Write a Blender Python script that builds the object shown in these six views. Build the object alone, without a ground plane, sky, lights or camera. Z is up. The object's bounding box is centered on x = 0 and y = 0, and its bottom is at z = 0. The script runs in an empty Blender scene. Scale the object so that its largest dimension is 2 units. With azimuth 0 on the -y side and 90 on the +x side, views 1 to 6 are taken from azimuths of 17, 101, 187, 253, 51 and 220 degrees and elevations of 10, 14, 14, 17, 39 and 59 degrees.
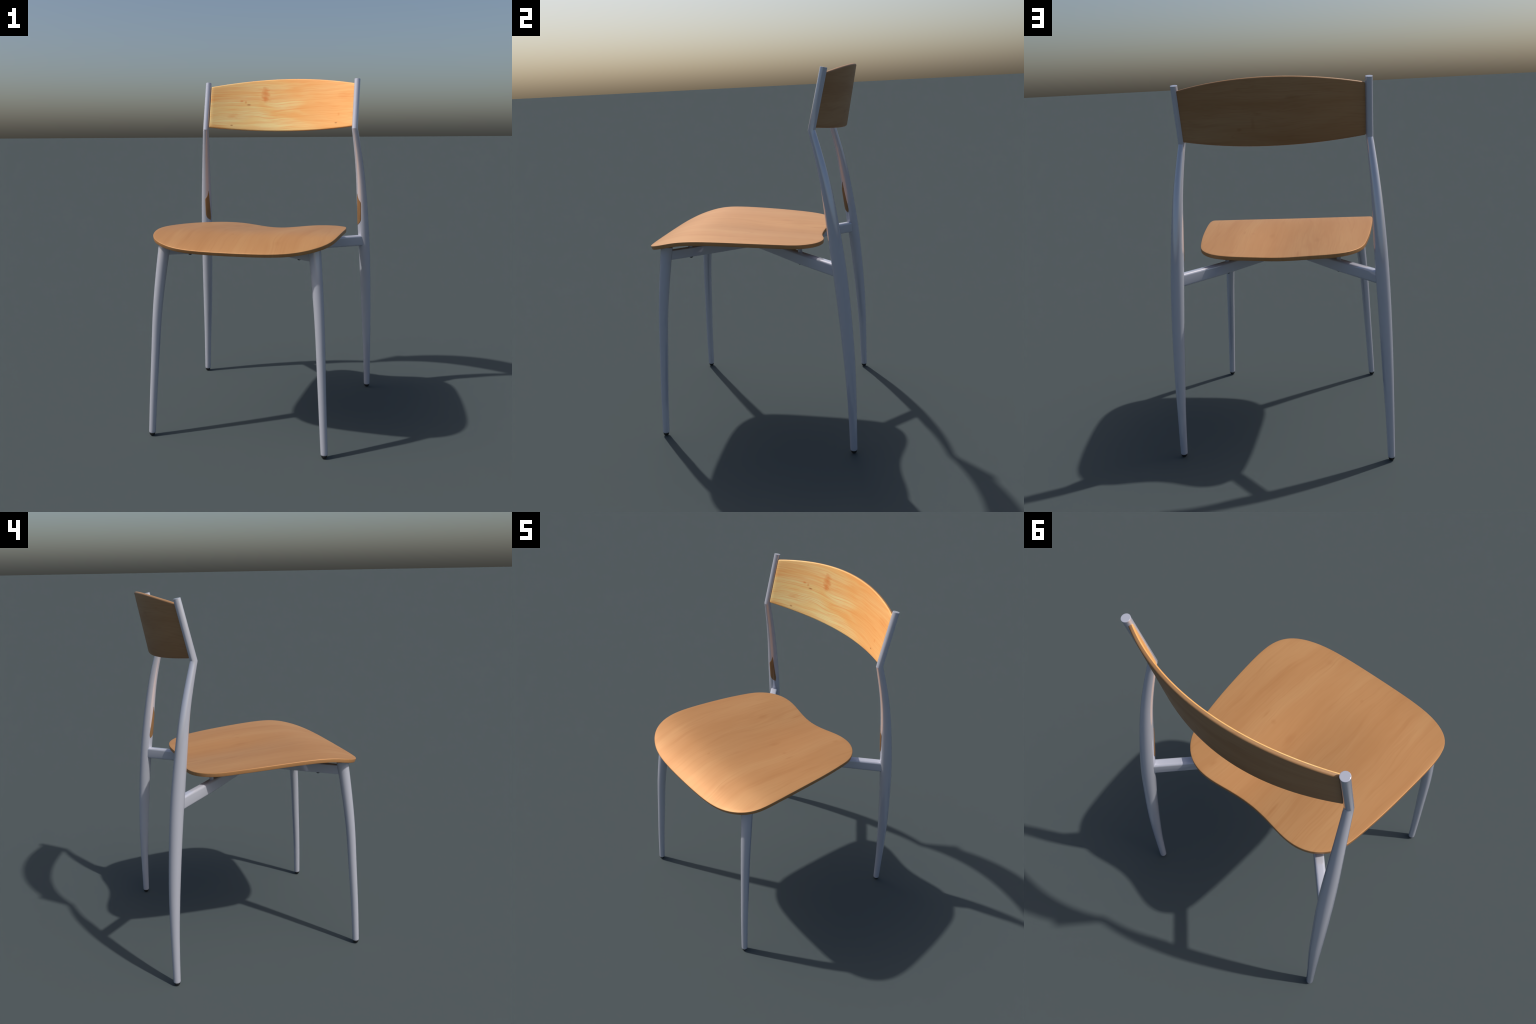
import bpy, bmesh, math
import numpy as np

# ------------------------------------------------------------------ helpers
def natural_spline(knots, values, t):
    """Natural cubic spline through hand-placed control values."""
    knots = np.asarray(knots, float)
    v = np.asarray(values, float)
    if v.ndim == 1:
        v = v[:, None]
    n, h = len(knots), np.diff(knots)
    a, b = np.eye(n), np.zeros((n, v.shape[1]))
    for i in range(1, n - 1):
        a[i, i - 1], a[i, i], a[i, i + 1] = h[i - 1], 2 * (h[i - 1] + h[i]), h[i]
        b[i] = 6 * ((v[i + 1] - v[i]) / h[i] - (v[i] - v[i - 1]) / h[i - 1])
    m = np.linalg.solve(a, b)
    t = np.asarray(t, float)
    i = np.clip(np.searchsorted(knots, t) - 1, 0, n - 2)
    d, hh = (t - knots[i])[:, None], h[i][:, None]
    c = (v[i + 1] - v[i]) / hh - hh * (2 * m[i] + m[i + 1]) / 6
    return v[i] + c * d + m[i] / 2 * d * d + (m[i + 1] - m[i]) / (6 * hh) * d ** 3


def unit(v):
    return v / np.linalg.norm(v, axis=-1, keepdims=True)


def ring_faces(rings, around, closed_ends=True):
    """Quads between successive rings of `around` points (plus n-gon caps)."""
    faces = []
    for r in range(rings - 1):
        for k in range(around):
            k2 = (k + 1) % around
            faces.append((r * around + k, r * around + k2, (r + 1) * around + k2, (r + 1) * around + k))
    if closed_ends:
        faces.append(tuple(range(around))[::-1])
        faces.append(tuple((rings - 1) * around + k for k in range(around)))
    return faces


def make_mesh(name, verts, faces, material, smooth_angle=35.0):
    me = bpy.data.meshes.new(name)
    me.from_pydata([tuple(map(float, p)) for p in verts], [], faces)
    me.validate()
    bm = bmesh.new()                       # outward-facing normals everywhere
    bm.from_mesh(me)
    bmesh.ops.recalc_face_normals(bm, faces=bm.faces)
    bm.to_mesh(me)
    bm.free()
    me.polygons.foreach_set("use_smooth", [True] * len(me.polygons))
    me.set_sharp_from_angle(angle=math.radians(smooth_angle))
    me.materials.append(material)
    me.update()
    return me


def place(name, mesh, parent, mirror=False):
    ob = bpy.data.objects.new(name, mesh)
    bpy.context.scene.collection.objects.link(ob)
    ob.parent = parent
    if mirror:
        ob.scale.x = -1.0
    return ob


def tube(centres, radii, around=48, ref=(1.0, 0.0, 0.0)):
    """Round tube; every ring lies in the bisecting plane of its two spans."""
    c = np.asarray(centres, float)
    seg = unit(np.diff(c, axis=0))
    tang = unit(np.vstack([seg[:1], seg[:-1] + seg[1:], seg[-1:]]))
    span = np.vstack([seg[:1], seg])
    verts = []
    ang = np.arange(around) * 2 * math.pi / around
    ref = np.asarray(ref, float)
    for p, t, s, r in zip(c, tang, span, radii):
        u = unit(ref - (ref @ s) * s)
        w = np.cross(s, u)
        ring = np.cos(ang)[:, None] * u * r + np.sin(ang)[:, None] * w * r
        ring = ring - ((ring @ t) / (s @ t))[:, None] * s      # mitre into bisecting plane
        verts.append(p + ring)
    return np.vstack(verts), ring_faces(len(c), around)


def lathe(profile, around=32):
    """Solid of revolution about z; profile = [(radius, z), ...] from bottom to top."""
    ang = np.arange(around) * 2 * math.pi / around
    verts = [np.c_[r * np.cos(ang), r * np.sin(ang), np.full(around, z)] for r, z in profile]
    return np.vstack(verts), ring_faces(len(profile), around)


# ---------------------------------------------------------------- materials
def nodes_of(name):
    mat = bpy.data.materials.new(name)
    mat.use_nodes = True
    nt = mat.node_tree
    return mat, nt, nt.nodes["Principled BSDF"]


class Graph:
    def __init__(self, nt):
        self.nt = nt

    def add(self, kind, **props):
        n = self.nt.nodes.new(kind)
        for k, v in props.items():
            setattr(n, k, v)
        return n

    def link(self, a, b):
        self.nt.links.new(a, b)

    def mapping(self, src, scale=(1, 1, 1), loc=(0, 0, 0), rot=(0, 0, 0)):
        m = self.add("ShaderNodeMapping")
        m.inputs["Scale"].default_value, m.inputs["Location"].default_value, m.inputs["Rotation"].default_value = scale, loc, rot
        self.link(src, m.inputs["Vector"])
        return m.outputs[0]

    def noise(self, vec, scale=1.0, detail=3.0, rough=0.5, distortion=0.0):
        n = self.add("ShaderNodeTexNoise")
        n.inputs["Scale"].default_value, n.inputs["Detail"].default_value = scale, detail
        n.inputs["Roughness"].default_value, n.inputs["Distortion"].default_value = rough, distortion
        self.link(vec, n.inputs["Vector"])
        return n.outputs["Fac"]

    def ramp(self, fac, stops):
        r = self.add("ShaderNodeValToRGB")
        e = r.color_ramp.elements
        while len(e) < len(stops):
            e.new(0.5)
        for el, (p, c) in zip(e, stops):
            el.position = p
            el.color = (*c, 1) if len(c) == 3 else c
        self.link(fac, r.inputs["Fac"])
        return r.outputs["Color"]

    def mix(self, fac, a, b, mode="MIX"):
        m = self.add("ShaderNodeMix", data_type="RGBA", blend_type=mode)
        for sock, val in ((m.inputs[0], fac), (m.inputs[6], a), (m.inputs[7], b)):
            if hasattr(val, "is_output"):
                self.link(val, sock)
            else:
                sock.default_value = val if isinstance(val, (int, float)) else (*val, 1)
        return m.outputs[2]

    def math(self, op, a, b=0.0):
        m = self.add("ShaderNodeMath", operation=op)
        for sock, val in ((m.inputs[0], a), (m.inputs[1], b)):
            if hasattr(val, "is_output"):
                self.link(val, sock)
            else:
                sock.default_value = val
        return m.outputs[0]


def tint(c, k):
    return tuple(a * b for a, b in zip(c, k))


class Veneer(Graph):
    """Wood figure built up layer by layer; grain runs along axis `along` (0 = x, 1 = y)."""

    def __init__(self, name, along, base):
        self.mat, nt, self.bsdf = nodes_of(name)
        super().__init__(nt)
        self.along, self.base = along, base
        co = self.add("ShaderNodeTexCoord").outputs["Object"]
        self.co = co
        # slow wobble so that no line is dead straight
        n = self.add("ShaderNodeTexNoise")
        n.inputs["Scale"].default_value, n.inputs["Detail"].default_value = 3.0, 2.0
        self.link(co, n.inputs["Vector"])
        sub = self.add("ShaderNodeVectorMath", operation="SUBTRACT")
        self.link(n.outputs["Color"], sub.inputs[0])
        sub.inputs[1].default_value = (0.5, 0.5, 0.5)
        sc = self.add("ShaderNodeVectorMath", operation="SCALE")
        self.link(sub.outputs[0], sc.inputs[0])
        sc.inputs["Scale"].default_value = 0.06
        ad = self.add("ShaderNodeVectorMath", operation="ADD")
        self.link(co, ad.inputs[0])
        self.link(sc.outputs[0], ad.inputs[1])
        self.warped = ad.outputs[0]
        sep = self.add("ShaderNodeSeparateXYZ")
        self.link(self.warped, sep.inputs[0])
        self.x, self.y, self.z = sep.outputs

    def stretched(self, across, lengthwise, loc=(0, 0, 0)):
        s = [across] * 3
        s[self.along] = lengthwise
        s[1 if self.along == 0 else 2] = 0.0          # figure lies in the sheet: ignore the bending direction
        return self.mapping(self.warped, s, loc)

    def broad(self, shade, pale, across=7.0, lengthwise=1.2, lo=0.3, hi=0.72):
        f = self.noise(self.stretched(across, lengthwise), 1.0, 3.0, 0.55, 0.5)
        self.col = self.ramp(f, [(lo, shade), ((lo + hi) / 2, self.base), (hi, pale)])

    def lines(self, across, lengthwise, amount, colour, width=0.06, loc=(3.1, 1.7, 0.4), distort=1.2):
        f = self.noise(self.stretched(across, lengthwise, loc), 1.0, 2.0, 0.5, distort)
        f = self.ramp(f, [(0.5 - width, (0, 0, 0)), (0.5, (1, 1, 1)), (0.5 + width, (0, 0, 0))])
        self.col = self.mix(self.math("MULTIPLY", f, amount), self.col, colour)

    def grain(self, across, lengthwise, amount, colour, lo=0.35, hi=0.6):
        f = self.noise(self.stretched(across, lengthwise, (1.3, 0.2, 2.2)), 1.0, 4.0, 0.6, 0.3)
        self.fine = f
        m = self.ramp(f, [(lo, (1, 1, 1)), (hi, (0, 0, 0))])
        self.col = self.mix(self.math("MULTIPLY", m, amount), self.col, colour)

    def band(self, coord, start, end, amount, colour):
        """Smooth change of colour between two positions along a coordinate."""
        r = self.add("ShaderNodeMapRange", interpolation_type="SMOOTHSTEP")
        self.link(coord, r.inputs["Value"])
        r.inputs["From Min"].default_value, r.inputs["From Max"].default_value = start, end
        self.col = self.mix(self.math("MULTIPLY", r.outputs[0], amount), self.col, colour)
        return r.outputs[0]

    def knot(self, centre, size, amount, colour, rough=0.8):
        """Ragged dark spot; size = half lengths along x, y, z."""
        sc = [1 / k for k in size]
        v = self.mapping(self.co, sc, tuple(-c * k for c, k in zip(centre, sc)))
        ln = self.add("ShaderNodeVectorMath", operation="LENGTH")
        self.link(v, ln.inputs[0])
        wob = self.math("MULTIPLY", self.math("SUBTRACT", self.noise(self.stretched(70, 25), 1.0, 2.0), 0.5), rough)
        d = self.math("ADD", ln.outputs["Value"], wob)
        m = self.ramp(d, [(0.0, (1, 1, 1)), (0.35, (0.75, 0.75, 0.75)), (1.0, (0, 0, 0))])
        self.col = self.mix(self.math("MULTIPLY", m, amount), self.col, colour)

    def finish(self, roughness, metallic=0.0, coat=0.0, bump=0.06):
        self.link(self.col, self.bsdf.inputs["Base Color"])
        self.bsdf.inputs["Roughness"].default_value = roughness
        self.bsdf.inputs["Metallic"].default_value = metallic
        self.bsdf.inputs["Specular IOR Level"].default_value = 0.3
        self.bsdf.inputs["Coat Weight"].default_value = coat
        self.bsdf.inputs["Coat Roughness"].default_value = 0.25
        relief = self.add("ShaderNodeBump")
        relief.inputs["Strength"].default_value, relief.inputs["Distance"].default_value = bump, 0.0006
        self.link(self.fine, relief.inputs["Height"])
        self.link(relief.outputs[0], self.bsdf.inputs["Normal"])
        return self.mat


def seat_veneer():
    base = (0.475, 0.238, 0.094)
    dark = tint(base, (0.82, 0.71, 0.62))
    v = Veneer("seat_veneer", 1, base)
    v.broad(tint(base, (0.94, 0.90, 0.85)), tint(base, (1.05, 1.11, 1.16)), 7.0, 0.9)
    v.lines(12.0, 0.7, 0.22, dark, 0.03, distort=0.4)
    v.lines(26.0, 1.0, 0.14, dark, 0.05, (7.7, 4.1, 0.0), 0.5)
    v.grain(120.0, 7.0, 0.12, dark)
    for c, size, a in (((-0.19, 0.132, 1.11), (0.022, 0.05, 0.2), 0.45), ((0.08, 0.01, 1.11), (0.022, 0.055, 0.2), 0.5),
                       ((-0.095, 0.325, 1.09), (0.010, 0.055, 0.2), 0.55), ((0.246, -0.02, 1.11), (0.008, 0.045, 0.2), 0.45),
                       ((0.192, -0.01, 1.11), (0.016, 0.018, 0.2), 0.45), ((0.262, 0.33, 1.09), (0.013, 0.03, 0.2), 0.45),
                       ((-0.05, -0.37, 1.13), (0.010, 0.015, 0.2), 0.40), ((0.22, -0.47, 1.10), (0.03, 0.03, 0.2), 0.25)):
        v.knot(c, size, a, dark)
    return v.finish(0.50, 0.25, bump=0.02)


def backrest_rear_veneer():
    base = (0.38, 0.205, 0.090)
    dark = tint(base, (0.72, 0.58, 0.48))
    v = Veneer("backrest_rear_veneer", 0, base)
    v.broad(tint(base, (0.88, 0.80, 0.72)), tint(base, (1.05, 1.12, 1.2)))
    v.lines(30.0, 1.5, 0.25, dark, 0.05)
    v.grain(110.0, 5.0, 0.22, dark)
    for c, size, a in (((0.145, 0.5, 1.757), (0.018, 0.2, 0.009), 0.8), ((0.045, 0.5, 1.83), (0.03, 0.2, 0.006), 0.6),
                       ((0.075, 0.5, 1.78), (0.012, 0.2, 0.04), 0.4), ((-0.12, 0.5, 1.90), (0.05, 0.2, 0.015), 0.5)):
        v.knot(c, size, a, dark)
    return v.finish(0.5, 0.0)


def backrest_front_baked_light():
    base = (0.93, 0.635, 0.245)  # far brighter than the rear wood: front lighting baked into the colour
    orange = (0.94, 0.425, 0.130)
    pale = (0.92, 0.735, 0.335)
    v = Veneer("backrest_front_baked_light", 0, base)
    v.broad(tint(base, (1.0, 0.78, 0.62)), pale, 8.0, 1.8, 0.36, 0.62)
    v.band(v.x, -0.12, 0.34, 0.62, (0.96, 0.46, 0.165))
    v.band(v.z, 1.863, 1.866, 0.38, orange)
    deep = (0.88, 0.335, 0.085)
    v.lines(36.0, 0.9, 0.38, deep, 0.030, distort=0.4)
    v.lines(70.0, 1.4, 0.36, deep, 0.045, (5.5, 0.3, 8.1), 0.3)
    v.grain(230.0, 5.0, 0.45, deep, 0.36, 0.54)
    red, dot = (0.80, 0.24, 0.05), (0.42, 0.13, 0.035)
    v.knot((-0.127, 0.5, 1.905), (0.034, 0.3, 0.050), 0.80, red, 1.8)
    v.knot((-0.115, 0.5, 1.873), (0.040, 0.3, 0.010), 0.55, red, 1.2)
    for c, size, a in (((-0.230, 0.5, 1.842), (0.016, 0.3, 0.006), 0.9), ((-0.275, 0.5, 1.866), (0.014, 0.3, 0.007), 0.8),
                       ((-0.250, 0.5, 1.858), (0.009, 0.3, 0.012), 0.6), ((-0.330, 0.5, 1.713), (0.011, 0.3, 0.005), 1.0),
                       ((0.345, 0.5, 1.722), (0.012, 0.3, 0.005), 1.0), ((0.362, 0.5, 1.774), (0.010, 0.3, 0.012), 0.5)):
        v.knot(c, size, a, dot if a > 0.85 else red)
    v.knot((-0.325, 0.5, 1.772), (0.040, 0.3, 0.022), 0.30, red, 1.6)
    v.knot((0.40, 0.5, 1.885), (0.07, 0.3, 0.03), 0.30, red, 1.4)
    return v.finish(0.5, 0.0)


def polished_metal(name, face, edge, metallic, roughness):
    """Satin aluminium: silver face-on, colour darkened to slate blue at glancing angles to paint chrome-like shading."""
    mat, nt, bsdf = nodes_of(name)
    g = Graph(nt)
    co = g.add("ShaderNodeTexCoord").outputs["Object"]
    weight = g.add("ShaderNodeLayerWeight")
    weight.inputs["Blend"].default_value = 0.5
    col = g.ramp(weight.outputs["Facing"], [(0.0, face), (0.68, face), (0.95, edge)])  # dark blue rim tinted in by view angle, drawing reflected contrast on the tubes
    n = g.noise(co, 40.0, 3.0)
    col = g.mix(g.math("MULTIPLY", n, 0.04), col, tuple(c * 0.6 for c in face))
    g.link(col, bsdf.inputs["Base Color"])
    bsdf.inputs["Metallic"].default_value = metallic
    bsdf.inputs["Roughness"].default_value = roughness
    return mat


def rubber(name):
    mat, nt, bsdf = nodes_of(name)
    g = Graph(nt)
    co = g.add("ShaderNodeTexCoord").outputs["Object"]
    g.link(g.mix(g.noise(co, 120.0), (0.008, 0.008, 0.008), (0.016, 0.016, 0.016)), bsdf.inputs["Base Color"])
    bsdf.inputs["Roughness"].default_value = 0.55
    return mat


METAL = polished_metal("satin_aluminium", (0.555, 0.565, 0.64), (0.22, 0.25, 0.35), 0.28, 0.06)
BLACK = rubber("black_plastic")
SEAT_WOOD = seat_veneer()
BACK_REAR = backrest_rear_veneer()
BACK_FRONT = backrest_front_baked_light()


def pad_plastic():
    mat, nt, bsdf = nodes_of("brown_pad_plastic")
    g = Graph(nt)
    co = g.add("ShaderNodeTexCoord").outputs["Object"]
    g.link(g.mix(g.noise(g.mapping(co, (60, 60, 8)), 1.0), (0.235, 0.128, 0.056), (0.275, 0.150, 0.066)), bsdf.inputs["Base Color"])
    bsdf.inputs["Roughness"].default_value = 0.14
    return mat


PAD = pad_plastic()

# -------------------------------------------------------------------- chair
chair = bpy.data.objects.new("chair", None)
bpy.context.scene.collection.objects.link(chair)
chair["label"] = "stackable chair with curved beech seat and grey metal legs"
chair["category"] = "chair"

# ---- rear legs: bowed, belly-thick tube, kinked where the backrest begins
KINK = (0.4780, 0.3808, 1.6878)
POST_TOP = (0.4775, 0.4478, 1.9790)
REAR = [  # z, x, y, radius
    (0.03, 0.5645, 0.5627, 0.0190), (0.25, 0.5590, 0.5587, 0.0225), (0.50, 0.5507, 0.5486, 0.0287),
    (0.75, 0.5420, 0.5301, 0.0325), (1.00, 0.5305, 0.5050, 0.0346), (1.25, 0.5172, 0.4716, 0.0313),
    (1.45, 0.5036, 0.4390, 0.0250), (1.6878, KINK[0], KINK[1], 0.0180)]
rear = np.array(REAR)
FOOT_Z = 0.016


def leg_rings(knots, zs):
    v = natural_spline(knots[:, 0], knots[:, 1:], zs)
    return np.c_[v[:, :2], zs], v[:, 2] + 0.0004


zs = np.concatenate([[FOOT_Z, FOOT_Z + 0.0008, FOOT_Z + 0.0025, FOOT_Z + 0.005, FOOT_Z + 0.01], np.linspace(0.06, KINK[2], 60)])
shrink = np.concatenate([[0.0045, 0.0024, 0.0009, 0.0002, 0], np.zeros(60)])
c, r = leg_rings(rear, zs)
r = r - shrink
top = np.array(POST_TOP)
axis = unit(top - c[-1])
post = [(top, 0.0180), (top + axis * 0.0004, 0.0174), (top + axis * 0.0007, 0.0166)]
c = np.vstack([c] + [p for p, _ in post])
r = np.concatenate([r, [x for _, x in post]])
verts, faces = tube(c, r)
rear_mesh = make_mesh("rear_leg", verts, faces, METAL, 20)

# ---- front legs: tapered, leaning out
FRONT = np.array([
    (0.03, 0.4862, -0.5089, 0.0186), (0.25, 0.4742, -0.5013, 0.0205), (0.50, 0.4601, -0.4880, 0.0231),
    (0.70, 0.4482, -0.4768, 0.0254), (0.90, 0.4303, -0.4580, 0.0287), (1.08, 0.4105, -0.4370, 0.0318)])
zs_f = np.concatenate([[FOOT_Z, FOOT_Z + 0.0008, FOOT_Z + 0.0025, FOOT_Z + 0.005, FOOT_Z + 0.01], np.linspace(0.06, 1.088, 40)])
c, r = leg_rings(FRONT, zs_f)
r = r - np.concatenate([[0.0045, 0.0024, 0.0009, 0.0002, 0], np.zeros(40)])
verts, faces = tube(c, r)
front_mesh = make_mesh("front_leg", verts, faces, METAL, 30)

GLIDE = [(0.0085, 0.0), (0.0115, 0.0015), (0.0140, 0.0045), (0.0155, 0.0085), (0.0160, 0.0125), (0.0160, 0.020)]
glide_v, glide_f = lathe(GLIDE)
glide_mesh = make_mesh("foot_glide", glide_v, glide_f, BLACK, 50)


def add_leg(name, mesh, knots, mirror):
    leg = place(name, mesh, chair, mirror)
    g = place("foot_glide", glide_mesh, leg)
    x, y = natural_spline(knots[:, 0], knots[:, 1:3], [0.01])[0]
    g.location = (x, y, 0)
    return leg


# ---- stacking pad let into the inner face of each rear leg
PAD_SHAPE = [  # height, angle of the rear-side border, angle of the front-side border (degrees about the leg)
    (1.0925, 203.0, 207.0), (1.1000, 198.0, 228.0), (1.1080, 195.0, 243.0), (1.1180, 194.0, 254.0), (1.1300, 195.5, 260.0),
    (1.1600, 200.0, 262.0), (1.2000, 206.0, 264.0), (1.2300, 210.5, 266.0), (1.2380, 211.5, 263.0), (1.2450, 212.5, 254.0),
    (1.2530, 213.5, 243.0), (1.2650, 215.5, 234.0), (1.2800, 218.0, 226.0), (1.2900, 219.5, 221.0)]


def pad_mesh():
    kz, k0, k1 = np.array(PAD_SHAPE).T
    zs_p = np.linspace(kz[0], kz[-1], 70)
    a0, a1 = np.radians(np.interp(zs_p, kz, k0)), np.radians(np.interp(zs_p, kz, k1))
    cx, rr = leg_rings(rear, zs_p)
    rings = []
    for p, r0, lo, hi in zip(cx, rr, a0, a1):
        ring = []
        for f in np.linspace(0, 1, 21):                       # proud outer face, dipping to the rim
            a = lo + f * (hi - lo)
            rad = r0 + 0.0020 * (1 - abs(2 * f - 1) ** 10)
            ring.append(p + np.array([math.cos(a), math.sin(a), 0]) * rad)
        for f in (0.98, 0.5, 0.02):                           # buried inner side
            a = lo + f * (hi - lo)
            ring.append(p + np.array([math.cos(a), math.sin(a), 0]) * (r0 - 0.004))
        rings.append(np.array(ring))
    return make_mesh("stacking_pad", np.vstack(rings), ring_faces(len(rings), len(rings[0])), PAD, 50)


PAD_MESH = pad_mesh()

for mirror in (False, True):
    place("stacking_pad", PAD_MESH, add_leg("rear_leg", rear_mesh, rear, mirror))
    add_leg("front_leg", front_mesh, FRONT, mirror)

# ---- seat: moulded plywood, rolled-down front, scooped at the back
SEAT_X = 0.0053
SEAT_T = 0.0215
SEAT_HALF = [(0.0, -0.5806), (0.1655, -0.5774), (0.3102, -0.5591), (0.4205, -0.5093), (0.4851, -0.4303), (0.5052, -0.3234),
             (0.5031, -0.2040), (0.4940, -0.0739), (0.4814, 0.0563), (0.4637, 0.1783), (0.4371, 0.2812), (0.3773, 0.3570),
             (0.2961, 0.3931), (0.2045, 0.3949), (0.1047, 0.3777), (0.0, 0.3681)]
SEAT_PROFILE = np.array([(-0.64, 1.036), (-0.58, 1.068), (-0.51, 1.0975), (-0.43, 1.1205), (-0.36, 1.1345), (-0.29, 1.1400), (-0.20, 1.1390),
                         (-0.07, 1.1320), (0.06, 1.1227), (0.18, 1.1130), (0.28, 1.1040), (0.42, 1.0945)])


def seat_z(xy):
    z = natural_spline(SEAT_PROFILE[:, 0], SEAT_PROFILE[:, 1], xy[:, 1])[:, 0]
    w = np.clip((xy[:, 1] + 0.47) / 0.62, 0, 1)
    return z - 0.0250 * w * w * (3 - 2 * w) * np.exp(-(xy[:, 0] / 0.195) ** 2)


def seat_point(xy):
    return np.c_[xy, seat_z(xy)]


def seat_normal(xy, e=1e-4):
    dx = (seat_z(xy + [e, 0]) - seat_z(xy - [e, 0])) / (2 * e)
    dy = (seat_z(xy + [0, e]) - seat_z(xy - [0, e])) / (2 * e)
    return unit(np.c_[-dx, -dy, np.ones(len(xy))])


half = np.array(SEAT_HALF)
loop = np.vstack([half, half[-2:0:-1] * [-1, 1]])
n0 = len(loop)
ext = np.vstack([loop[-4:], loop, loop[:5]])
AROUND = 300
outline = natural_spline(np.arange(len(ext)), ext, 4 + np.arange(AROUND) * n0 / AROUND)
tang = unit(np.roll(outline, -1, 0) - np.roll(outline, 1, 0))
outward = np.c_[tang[:, 1], -tang[:, 0]]
outline = outline + outward * 0.0012
hub = np.array([0.0, -0.08])
R_TOP, R_BOT = 0.0032, 0.0022


def seat_ring(inset, depth, shrink=1.0):
    xy = hub + (outline - outward * inset - hub) * shrink
    return seat_point(xy) - seat_normal(xy) * depth


rings = []
inner = np.linspace(0.02, 1.0, 34)
for s in inner:
    rings.append(seat_ring(R_TOP, 0.0, s))
for a in np.linspace(0, math.pi / 2, 6)[1:]:
    rings.append(seat_ring(R_TOP * (1 - math.sin(a)), R_TOP * (1 - math.cos(a))))
for a in np.linspace(0, math.pi / 2, 4):
    rings.append(seat_ring(R_BOT * (1 - math.cos(a)), SEAT_T - R_BOT * (1 - math.sin(a))))
for s in inner[::-1][1:]:
    rings.append(seat_ring(R_BOT, SEAT_T, s))
seat_v = np.vstack(rings)
seat_f = ring_faces(len(rings), AROUND)
seat = place("seat", make_mesh("seat", seat_v, seat_f, SEAT_WOOD, 60), chair)
seat.location.x = SEAT_X

# ---- backrest: bowed board between the posts
BACK_X = 0.0063
BACK_T = 0.0182
HALF_W = 0.463


def back_mid(x, z):
    q = (x / 0.465) ** 2
    y_mid = 0.5070 + (z - 1.675) * (0.0575 / 0.321)
    y_end = 0.3835 + (z - 1.70) * 0.2300
    return (1 - q) * y_mid + q * y_end


def back_edges(x):
    q = (x / 0.465) ** 2
    return 1.6735 + 0.026 * q, 2.0 - 0.0464 * q


def back_section(x, shrink):
    """Rounded-rectangle loop (height x thickness) at station x."""
    zb, zt = back_edges(x)
    zb, zt, t = zb + shrink, zt - shrink, BACK_T / 2 - shrink
    rad = max(min(0.0068, t * 0.98), 1e-4)
    pts = []
    for (sv, st, a0) in ((1, -1, 180), (1, 1, 90), (-1, 1, 0), (-1, -1, -90)):
        for a in np.linspace(0, -90, 7):
            ang = math.radians(a0 + a)
            # local frame: first axis = thickness (front -, back +), second = height
            pts.append((st * (t - rad) + rad * math.cos(ang), (zt - rad if sv > 0 else zb + rad) + rad * math.sin(ang)))
    # subdivide the long faces
    out = []
    for i, p in enumerate(pts):
        out.append(p)
        nx = pts[(i + 1) % len(pts)]
        if abs(nx[1] - p[1]) > 0.05:
            for f in np.linspace(0, 1, 15)[1:-1]:
                out.append((p[0] + (nx[0] - p[0]) * f, p[1] + (nx[1] - p[1]) * f))
    res = []
    e = 1e-4
    for off, z in out:
        dx = (back_mid(x + e, z) - back_mid(x - e, z)) / (2 * e)
        dz = (back_mid(x, z + e) - back_mid(x, z - e)) / (2 * e)
        n = unit(np.array([-dx, 1.0, -dz]))
        p = np.array([x, back_mid(x, z), z]) + n * off
        res.append(p)
    return res


stations = [(-HALF_W + d, s) for d, s in ((0.0, 0.0035), (0.0005, 0.0020), (0.0015, 0.0008), (0.0035, 0.0))]
mid_x = [(x, 0.0) for x in np.linspace(-HALF_W + 0.0035, HALF_W - 0.0035, 61)][1:-1]
stations = stations + mid_x + [(-x, s) for x, s in stations[::-1]]
loops = [back_section(x, s) for x, s in stations]
back_v = np.array([p for l in loops for p in l])
back_f = ring_faces(len(loops), len(loops[0]))
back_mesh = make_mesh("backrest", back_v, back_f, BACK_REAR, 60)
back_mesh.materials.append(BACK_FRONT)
for poly in back_mesh.polygons:                                 # sitter's side gets the wood colour lightened for front glow
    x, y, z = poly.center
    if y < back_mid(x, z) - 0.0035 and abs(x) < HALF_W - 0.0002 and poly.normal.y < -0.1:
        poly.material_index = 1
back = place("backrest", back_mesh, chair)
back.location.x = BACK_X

# ---- cross rails under the seat: from a hub out to every leg
HUB = np.array([0.0, -0.036])


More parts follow.
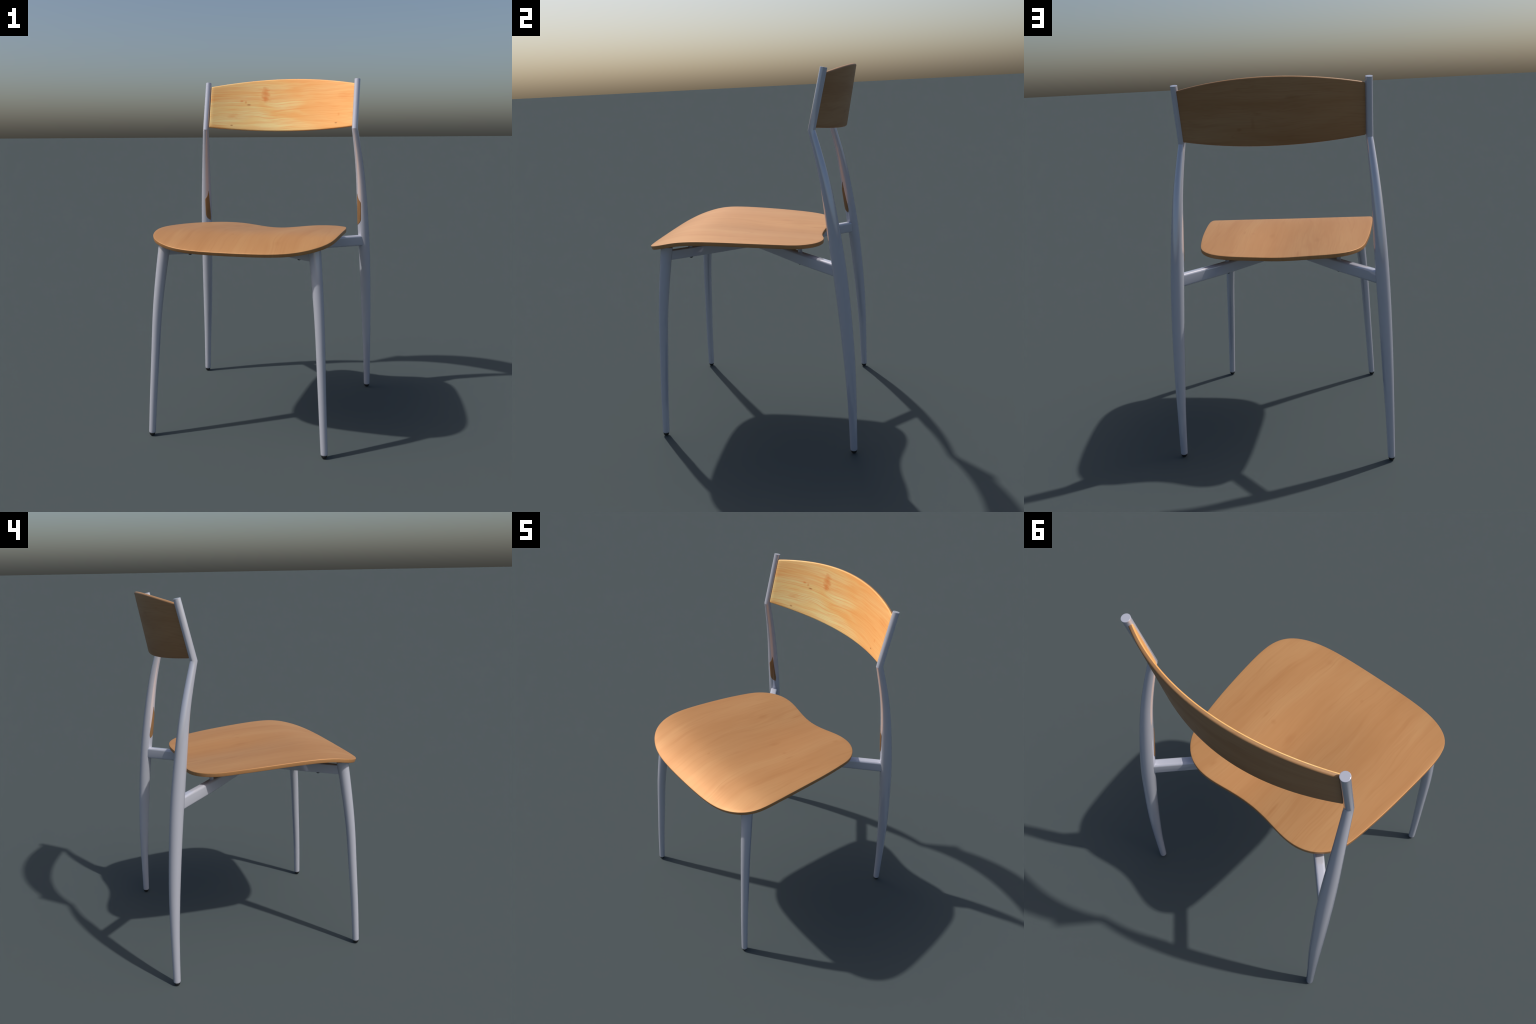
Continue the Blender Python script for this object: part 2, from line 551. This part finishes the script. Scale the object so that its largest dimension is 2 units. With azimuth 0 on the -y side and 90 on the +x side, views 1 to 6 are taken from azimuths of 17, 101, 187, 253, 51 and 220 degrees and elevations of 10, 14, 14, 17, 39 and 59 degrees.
def rail_mesh(name, end, bottom, height, width, radius):
    """Flat bar of rounded-rectangle section from the hub to `end` (x, y)."""
    end = np.array(end)
    d = unit(end - HUB)
    side = np.array([d[1], -d[0]])
    length = np.linalg.norm(end - HUB)
    verts, n = [], 0
    ts = np.linspace(-0.012 / length, 1, 26)
    for t in ts:
        p = HUB + d * length * t
        b = natural_spline([k[0] for k in bottom], [k[1] for k in bottom], [max(t, 0)])[0, 0]
        h = natural_spline([k[0] for k in height], [k[1] for k in height], [max(t, 0)])[0, 0]
        loop = []
        for (sx, sz, a0) in ((1, 1, 0), (-1, 1, 90), (-1, -1, 180), (1, -1, 270)):
            for a in np.linspace(0, 90, 6):
                ang = math.radians(a0 + a)
                u = sx * (width / 2 - radius) + radius * math.cos(ang)
                w = b + h / 2 + sz * (h / 2 - radius) + radius * math.sin(ang)
                loop.append((p[0] + side[0] * u, p[1] + side[1] * u, w))
        n = len(loop)
        verts += loop
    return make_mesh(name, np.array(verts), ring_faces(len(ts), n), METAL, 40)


rear_rail = rail_mesh("cross_rail", (0.530, 0.505), [(0, 0.994), (0.2, 0.986), (0.4, 0.977), (0.6, 0.9680), (0.8, 0.9630), (1, 0.9585)],
                      [(0, 0.060), (0.6, 0.0650), (1, 0.0680)], 0.044, 0.012)
front_rail = rail_mesh("cross_rail", (0.414, -0.441), [(0, 0.994), (0.25, 0.9995), (0.5, 1.0045), (0.75, 1.0105), (1, 1.0175)],
                       [(0, 0.058), (0.5, 0.055), (1, 0.0510)], 0.036, 0.005)
screw_v, screw_f = lathe([(0.0015, -0.0062), (0.0050, -0.0056), (0.0078, -0.0040), (0.0092, -0.0018), (0.0096, 0.0), (0.0096, 0.006)], 24)
screw_mesh = make_mesh("screw", screw_v, screw_f, BLACK, 50)


def spacer(name, z0, z1, radius):
    v, f = lathe([(radius - 0.001, z0), (radius, z0 + 0.001), (radius, z1)], 32)
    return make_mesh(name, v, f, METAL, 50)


rear_spacer = spacer("spacer", 1.030, 1.092, 0.0122)
front_spacer = spacer("spacer", 1.055, 1.122, 0.0122)
for mirror in (False, True):
    s = -1 if mirror else 1
    place("cross_rail", rear_rail, chair, mirror)
    place("cross_rail", front_rail, chair, mirror)
    for mesh, (x, y) in ((rear_spacer, (0.3055, 0.2765)), (front_spacer, (0.3075, -0.3350))):
        o = place("spacer", mesh, chair)
        o.location = (s * x, y, 0)
    for x, y, z in ((0.3055, 0.2750, 0.9685), (0.3075, -0.3350, 1.0085)):
        o = place("screw", screw_mesh, chair)
        o.location = (s * x, y, z)
